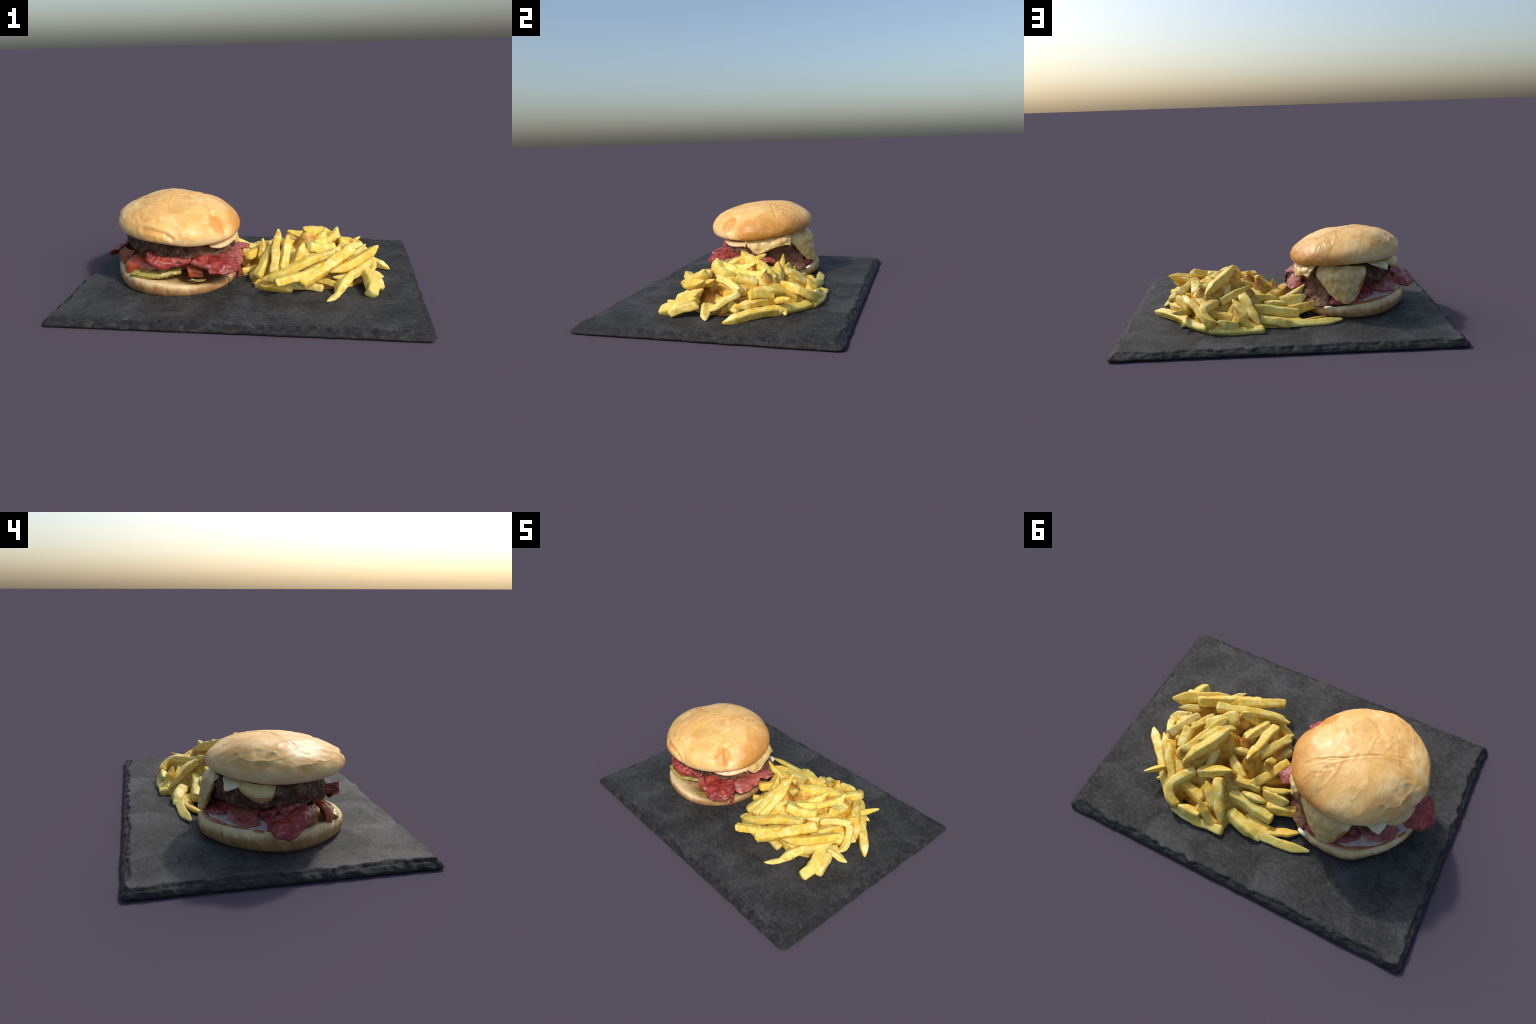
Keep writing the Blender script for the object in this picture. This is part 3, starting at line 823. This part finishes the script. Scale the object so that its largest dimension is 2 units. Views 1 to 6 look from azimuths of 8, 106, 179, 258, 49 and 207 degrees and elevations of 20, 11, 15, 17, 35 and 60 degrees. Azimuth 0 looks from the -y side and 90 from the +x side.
# spine points (metres), width, height, tip style (p pointed, b blunt) at either end,
# and the share of the first end that hangs free of the heap
FRIES = [
    ([(.108, -.283, .120), (.21, -.262, .150), (.36, -.185, .203), (.507, -.120, .237)], .050, .048, "pb", .55),
    ([(.185, -.380, .150), (.27, -.335, .158), (.38, -.26, .175), (.47, -.19, .20)], .056, .050, "bp", .6),
    ([(.325, -.345, .128), (.42, -.265, .165), (.52, -.17, .218), (.607, -.094, .256)], .058, .056, "bb", .5),
    ([(.485, -.262, .165), (.58, -.195, .19), (.67, -.115, .225), (.752, -.044, .250)], .062, .050, "pp", .2),
    ([(.50, -.245, .128), (.60, -.205, .135), (.68, -.125, .17), (.725, -.06, .20)], .050, .045, "pp", .2),
    ([(.685, -.008, .245), (.63, -.06, .215), (.57, -.12, .18)], .035, .030, "pb", .5),
    ([(.515, -.322, .052), (.54, -.27, .090), (.585, -.20, .130), (.62, -.12, .15)], .070, .055, "pb", .6),
    ([(.708, -.322, .058), (.715, -.26, .085), (.70, -.19, .125), (.66, -.115, .15)], .066, .055, "bb", .6),
    ([(.765, -.245, .060), (.752, -.19, .085), (.71, -.10, .12)], .050, .050, "bb", .6),
    ([(.468, -.397, .050), (.51, -.34, .056), (.57, -.26, .062)], .028, .024, "pp", 1),
    ([(.797, -.028, .050), (.745, -.050, .072), (.67, -.07, .095)], .056, .040, "pb", .6),
    ([(.560, -.030, .232), (.595, .030, .226), (.635, .085, .205), (.668, .122, .180)], .046, .044, "bb", 0),
    ([(.668, .122, .180), (.715, .065, .150), (.735, .015, .115), (.712, -.035, .075)], .046, .036, "bp", 0),
    ([(.566, .070, .240), (.560, .120, .228), (.553, .198, .200)], .056, .050, "bb", 0),
    ([(.390, -.060, .272), (.43, .02, .252), (.47, .12, .236), (.518, .232, .250)], .060, .046, "pp", 0),
    ([(.331, -.119, .283), (.305, -.142, .235), (.275, -.172, .160)], .060, .050, "pb", 0),
    ([(.345, -.105, .268), (.42, -.05, .235), (.50, .015, .225)], .080, .060, "bb", 0),
    ([(.163, .132, .282), (.165, .02, .235), (.168, -.11, .185), (.166, -.215, .130)], .054, .046, "pb", 0),
    ([(.140, .050, .212), (.110, -.06, .165), (.066, -.195, .100)], .056, .048, "bb", 0),
    ([(.230, .022, .282), (.226, -.08, .225), (.217, -.20, .142)], .054, .046, "pb", 0),
    ([(.262, -.02, .205), (.255, -.11, .172), (.240, -.205, .125)], .050, .045, "bb", 0),
    ([(.276, .082, .232), (.235, .065, .215), (.195, .045, .195)], .034, .030, "pb", 0),
    ([(-.018, -.022, .162), (.03, .07, .164), (.075, .155, .164), (.11, .215, .165)], .052, .048, "bb", .4),
    ([(.073, .075, .240), (.073, .045, .195), (.078, -.01, .125)], .040, .036, "pb", 0),
    ([(-.050, -.048, .062), (.01, -.01, .075), (.07, .03, .085)], .056, .040, "bb", 0),
    ([(.320, .028, .328), (.365, .085, .300), (.42, .17, .265), (.485, .275, .220)], .060, .062, "pp", 0),
    ([(.456, .152, .288), (.43, .09, .265), (.385, .0, .245), (.34, -.05, .225)], .042, .040, "pb", 0),
    ([(.400, .266, .170), (.345, .250, .195), (.28, .232, .222), (.213, .216, .246)], .064, .052, "bp", 0),
    ([(.268, .262, .215), (.235, .325, .178), (.195, .395, .125), (.162, .450, .075)], .056, .046, "bp", 0),
    ([(.20, .285, .135), (.11, .292, .122), (.01, .302, .106), (-.082, .309, .092)], .056, .060, "bb", .1),
    ([(.24, .225, .185), (.15, .212, .172), (.05, .195, .150)], .046, .046, "bb", 0),
    ([(.05, .185, .140), (-.02, .178, .160), (-.08, .170, .190), (-.126, .167, .226)], .030, .034, "bp", 0),
    ([(.03, .205, .125), (-.05, .202, .142), (-.130, .205, .165)], .045, .080, "bp", 0),
    ([(.02, .27, .085), (-.06, .245, .085), (-.14, .195, .095)], .045, .05, "bp", .3),
    ([(.13, .262, .148), (.06, .258, .142), (-.01, .250, .130)], .044, .042, "pp", 0),
    ([(.16, .365, .082), (.07, .395, .078), (.0, .415, .066), (-.068, .438, .056)], .066, .052, "bp", 0),
    ([(.03, .385, .058), (-.08, .405, .058), (-.20, .397, .058), (-.335, .370, .062)], .052, .028, "bp", 1),
    ([(.02, .335, .056), (-.08, .36, .055), (-.16, .335, .054), (-.250, .288, .055)], .056, .024, "bp", 1),
    ([(.07, .335, .060), (-.0, .37, .060), (-.09, .385, .058)], .085, .03, "bb", 1),
    ([(.305, .416, .170), (.27, .435, .125), (.225, .455, .075), (.185, .465, .052)], .050, .044, "pb", 0),
    ([(.408, .478, .118), (.35, .472, .105), (.28, .465, .080)], .056, .052, "pb", 0),
    ([(.455, .468, .062), (.36, .490, .060), (.25, .490, .056), (.13, .478, .056)], .050, .040, "bb", 0),
    ([(.418, .265, .170), (.458, .322, .178), (.496, .395, .170), (.475, .450, .135), (.42, .478, .100)], .046, .050, "bb", 0),
    ([(.47, .345, .128), (.40, .362, .122), (.312, .380, .102)], .056, .050, "bb", 0),
    ([(.320, .308, .192), (.275, .352, .155), (.225, .402, .105)], .048, .044, "pb", 0),
    ([(.674, .400, .154), (.632, .352, .138), (.590, .295, .120), (.55, .24, .13)], .034, .030, "pb", .45),
    ([(.840, .082, .056), (.765, .155, .066), (.68, .235, .072), (.595, .325, .066)], .056, .050, "pb", .1),
    ([(.735, .112, .112), (.69, .165, .122), (.63, .235, .130), (.572, .285, .132)], .050, .048, "pb", 0),
    ([(.655, .165, .168), (.625, .215, .165), (.570, .280, .142)], .072, .052, "bb", 0),
    ([(.64, .19, .178), (.59, .255, .178), (.535, .33, .150), (.50, .40, .11)], .044, .042, "bb", 0),
    ([(.495, -.075, .220), (.53, -.01, .218), (.565, .06, .222)], .042, .036, "pb", 0),
    ([(.362, .105, .225), (.362, .165, .200), (.360, .232, .165)], .042, .038, "bb", 0),
    ([(.545, .19, .205), (.512, .27, .178), (.468, .345, .145)], .050, .046, "bb", 0),
    ([(.16, .20, .120), (.09, .15, .125), (.0, .085, .120)], .050, .045, "bb", 0),
    ([(.06, -.215, .062), (.16, -.262, .064), (.28, -.272, .060)], .050, .040, "bb", 0),
    ([(.20, -.245, .075), (.32, -.245, .075), (.45, -.250, .060)], .050, .045, "bb", 0),
    ([(.40, -.19, .105), (.50, -.225, .085), (.57, -.25, .06)], .048, .042, "bb", 0),
    ([(.615, .310, .060), (.545, .385, .062), (.455, .460, .064)], .050, .050, "bb", 0),
    ([(.635, .365, .052), (.59, .34, .062), (.54, .29, .07)], .040, .032, "pb", 0),
    ([(.03, -.14, .066), (.07, -.06, .085), (.12, .04, .11)], .050, .045, "bb", 0),
    ([(-.06, .03, .10), (.02, .10, .115), (.10, .16, .13)], .050, .045, "bb", .2),
    ([(.60, -.05, .13), (.66, .02, .13), (.70, .09, .12)], .050, .045, "bb", 0),
    ([(.520, .232, .272), (.508, .195, .235), (.49, .14, .19)], .046, .040, "pb", 0),
    ([(.645, .02, .150), (.62, .08, .165), (.60, .15, .17)], .046, .042, "bb", 0),
    ([(-.01, .250, .088), (-.09, .240, .100), (-.19, .215, .125)], .050, .060, "bb", .3),
    ([(.60, -.01, .10), (.66, .03, .10), (.70, .06, .09)], .060, .050, "bb", 0),
    ([(.63, .05, .10), (.68, .10, .10), (.71, .14, .09)], .056, .050, "bb", 0),
    ([(.62, -.11, .085), (.67, -.06, .085), (.71, -.01, .07)], .056, .046, "bb", 0),
    ([(.56, -.16, .095), (.60, -.10, .11), (.63, -.03, .12)], .052, .046, "bb", 0),
    ([(.61, .10, .145), (.655, .06, .14), (.69, .0, .115)], .046, .042, "bb", 0),
    ([(.28, .10, .175), (.22, .15, .185), (.15, .20, .18)], .048, .042, "bb", 0),
]


# spine heights above were read off the upper faces: sink each spine by part of its thickness
FRIES = [([(x, y, z - .22 * h * min(max((z - .065) / .05, 0), 1) * (0.15 if (tips[0] == "p" and k == 0)
                                                                    or (tips[1] == "p" and k == len(pts) - 1) else 1))
           for k, (x, y, z) in enumerate(pts)], w, h, tips, free) for pts, w, h, tips, free in FRIES]


def build_fry(i, spec):
    pts, w, h, tips, free = spec
    n, ns = 34, 20
    C = catmull(pts, n)
    s = np.linspace(0, 1, n)
    C = C + (0.007 * np.stack([fbm(C, 9, 2, 500 + 3 * i + k) for k in range(3)], 1)) * np.sin(np.pi * s)[:, None] ** .5
    # crowd rings at the tips
    s = 0.5 - 0.5 * np.cos(np.pi * s) * (0.75 + 0.25 * np.cos(np.pi * (s - .5)) ** 2)
    s = (s - s[0]) / (s[-1] - s[0])
    C = np.stack([np.interp(s, np.linspace(0, 1, n), C[:, k]) for k in range(3)], 1)
    T = np.gradient(C, axis=0)
    T /= np.linalg.norm(T, axis=1, keepdims=True)
    up = np.array([0, 0, 1.0])
    S = np.cross(T, up)
    S /= np.linalg.norm(S, axis=1, keepdims=True) + 1e-9
    U = np.cross(S, T)
    tw = 0.5 * math.sin(i * 2.4) + 0.35 * math.sin(i * 1.7 + 1) * (s - .5)
    S, U = (np.cos(tw)[:, None] * S + np.sin(tw)[:, None] * U, -np.sin(tw)[:, None] * S + np.cos(tw)[:, None] * U)
    L = np.linalg.norm(np.diff(C, axis=0), axis=1).sum()

    def tip(d, style):
        reach = 0.014 if style == "b" else min(0.085, .38 * L)
        q = np.clip(d * L / reach, 0, 1)
        return np.sqrt(1 - (1 - q) ** 2) if style == "b" else 0.16 + 0.84 * q ** .75 * np.clip(d * L / .012, 0, 1) ** .3

    sc = np.minimum(tip(s, tips[0]), tip(1 - s, tips[1]))
    sc = np.maximum(sc, .05)
    a = np.linspace(0, 2 * np.pi, ns, endpoint=False) + math.pi / ns
    e = 0.42
    ca = np.sign(np.cos(a)) * abs(np.cos(a)) ** e
    sa = np.sign(np.sin(a)) * abs(np.sin(a)) ** e
    G = C[:, None] + sc[:, None, None] * (w * .5 * ca[None, :, None] * S[:, None] + h * .5 * sa[None, :, None] * U[:, None])
    P = G.reshape(-1, 3)
    D = P - np.repeat(C, ns, 0)
    P = P + D * (0.22 * fbm(P, 14, 2, 200 + i) + 0.14 * fbm(P, 38, 2, 300 + i))[:, None]
    P[:, 2] = np.maximum(P[:, 2], TOPZ - .003)
    faces = []
    for r in range(n - 1):
        for j in range(ns):
            k = (j + 1) % ns
            faces.append((r * ns + j, r * ns + k, (r + 1) * ns + k, (r + 1) * ns + j))
    faces.append(tuple(range(ns - 1, -1, -1)))
    faces.append(tuple((n - 1) * ns + j for j in range(ns)))
    return make_mesh("fry", P, faces, FRY, fries)


for i, spec in enumerate(FRIES):
    build_fry(i, spec)

FOOT = [(-.06, -.03), (.03, -.17), (.12, -.24), (.22, -.265), (.33, -.24), (.44, -.225), (.53, -.21), (.61, -.17), (.67, -.10), (.685, -.03),
        (.68, .05), (.66, .14), (.645, .22), (.585, .31), (.545, .39), (.46, .47), (.33, .485), (.2, .485), (.05, .465), (-.03, .42),
        (.06, .36), (.03, .30), (-.06, .25), (-.11, .20), (-.09, .09)]


def build_mass():
    """Orange-brown filling, darker than the fries, sagging between the fries: a skin draped from every fry to the board."""
    samples = []
    for pts, w, h, tips, free in FRIES:
        if free >= 1:
            continue
        n = 16
        C = catmull(pts, n)
        for k in range(n):
            t = k / (n - 1)
            if t < free or t < .08 or t > .94:
                continue
            samples.append((C[k, 0], C[k, 1], C[k, 2] - .008, w * .30))
    S = np.array(samples)
    step = .005
    xs, ys = np.arange(-.16, .80, step), np.arange(-.34, .54, step)
    X, Y = np.meshgrid(xs, ys, indexing="ij")
    Q = np.stack([X.ravel(), Y.ravel()], 1)
    H = np.full(len(Q), 0.0)
    q3 = np.c_[Q, np.zeros(len(Q))]
    slope = 1.8 + 0.7 * fbm(q3, 7, 2, 401)
    for c in range(0, len(Q), 6000):
        D = np.hypot(Q[c:c + 6000, None, 0] - S[None, :, 0], Q[c:c + 6000, None, 1] - S[None, :, 1])
        H[c:c + 6000] = (S[None, :, 2] - slope[c:c + 6000, None] * np.maximum(D - S[None, :, 3], 0)).max(1)
    # keep inside the footprint of the heap
    poly = catmull(FOOT + [FOOT[0]], 160)
    inside = np.zeros(len(Q), bool)
    dist = np.full(len(Q), 9.0)
    for (x0, y0), (x1, y1) in zip(poly[:-1], poly[1:]):
        cond = (y0 > Q[:, 1]) != (y1 > Q[:, 1])
        xi = (x1 - x0) * (Q[:, 1] - y0) / ((y1 - y0) if y1 != y0 else 1e-9) + x0
        inside ^= cond & (Q[:, 0] < xi)
        ab = np.array([x1 - x0, y1 - y0])
        t = np.clip(((Q - (x0, y0)) @ ab) / (ab @ ab + 1e-12), 0, 1)
        dist = np.minimum(dist, np.hypot(Q[:, 0] - x0 - t * ab[0], Q[:, 1] - y0 - t * ab[1]))
    sd = np.where(inside, dist, -dist)
    H = np.minimum(H, 0.040 + 2.6 * sd)
    H = H.reshape(X.shape)
    for _ in range(3):
        H[1:-1, 1:-1] = (H[1:-1, 1:-1] * 2 + H[:-2, 1:-1] + H[2:, 1:-1] + H[1:-1, :-2] + H[1:-1, 2:]) / 6
    H += 0.004 * fbm(q3, 22, 3, 411).reshape(X.shape)
    H = np.maximum(H, 0.0425)
    keep = H > 0.0426
    nu, nv = X.shape
    verts = np.stack([X.ravel(), Y.ravel(), H.ravel()], 1)
    faces = [f for f in grid_faces(nu, nv) if keep.ravel()[list(f)].any()]
    used = sorted({v for f in faces for v in f})
    remap = {v: k for k, v in enumerate(used)}
    faces = [tuple(remap[v] for v in f) for f in faces]
    V = verts[used]
    # closed underside, just inside the board surface
    n = len(V)
    edges = {}
    for f in faces:
        for p, q in zip(f, f[1:] + f[:1]):
            edges[(p, q)] = 1
    side = [(q, p, p + n, q + n) for (p, q) in edges if (q, p) not in edges]
    under = [tuple(v + n for v in reversed(f)) for f in faces]
    VB = V.copy()
    VB[:, 2] = 0.038
    ob = make_mesh("fry_mass", np.vstack([V, VB]), faces + side + under, FRYMASS, fries)
    ob["kind"] = "stuff"
    return ob


build_mass()
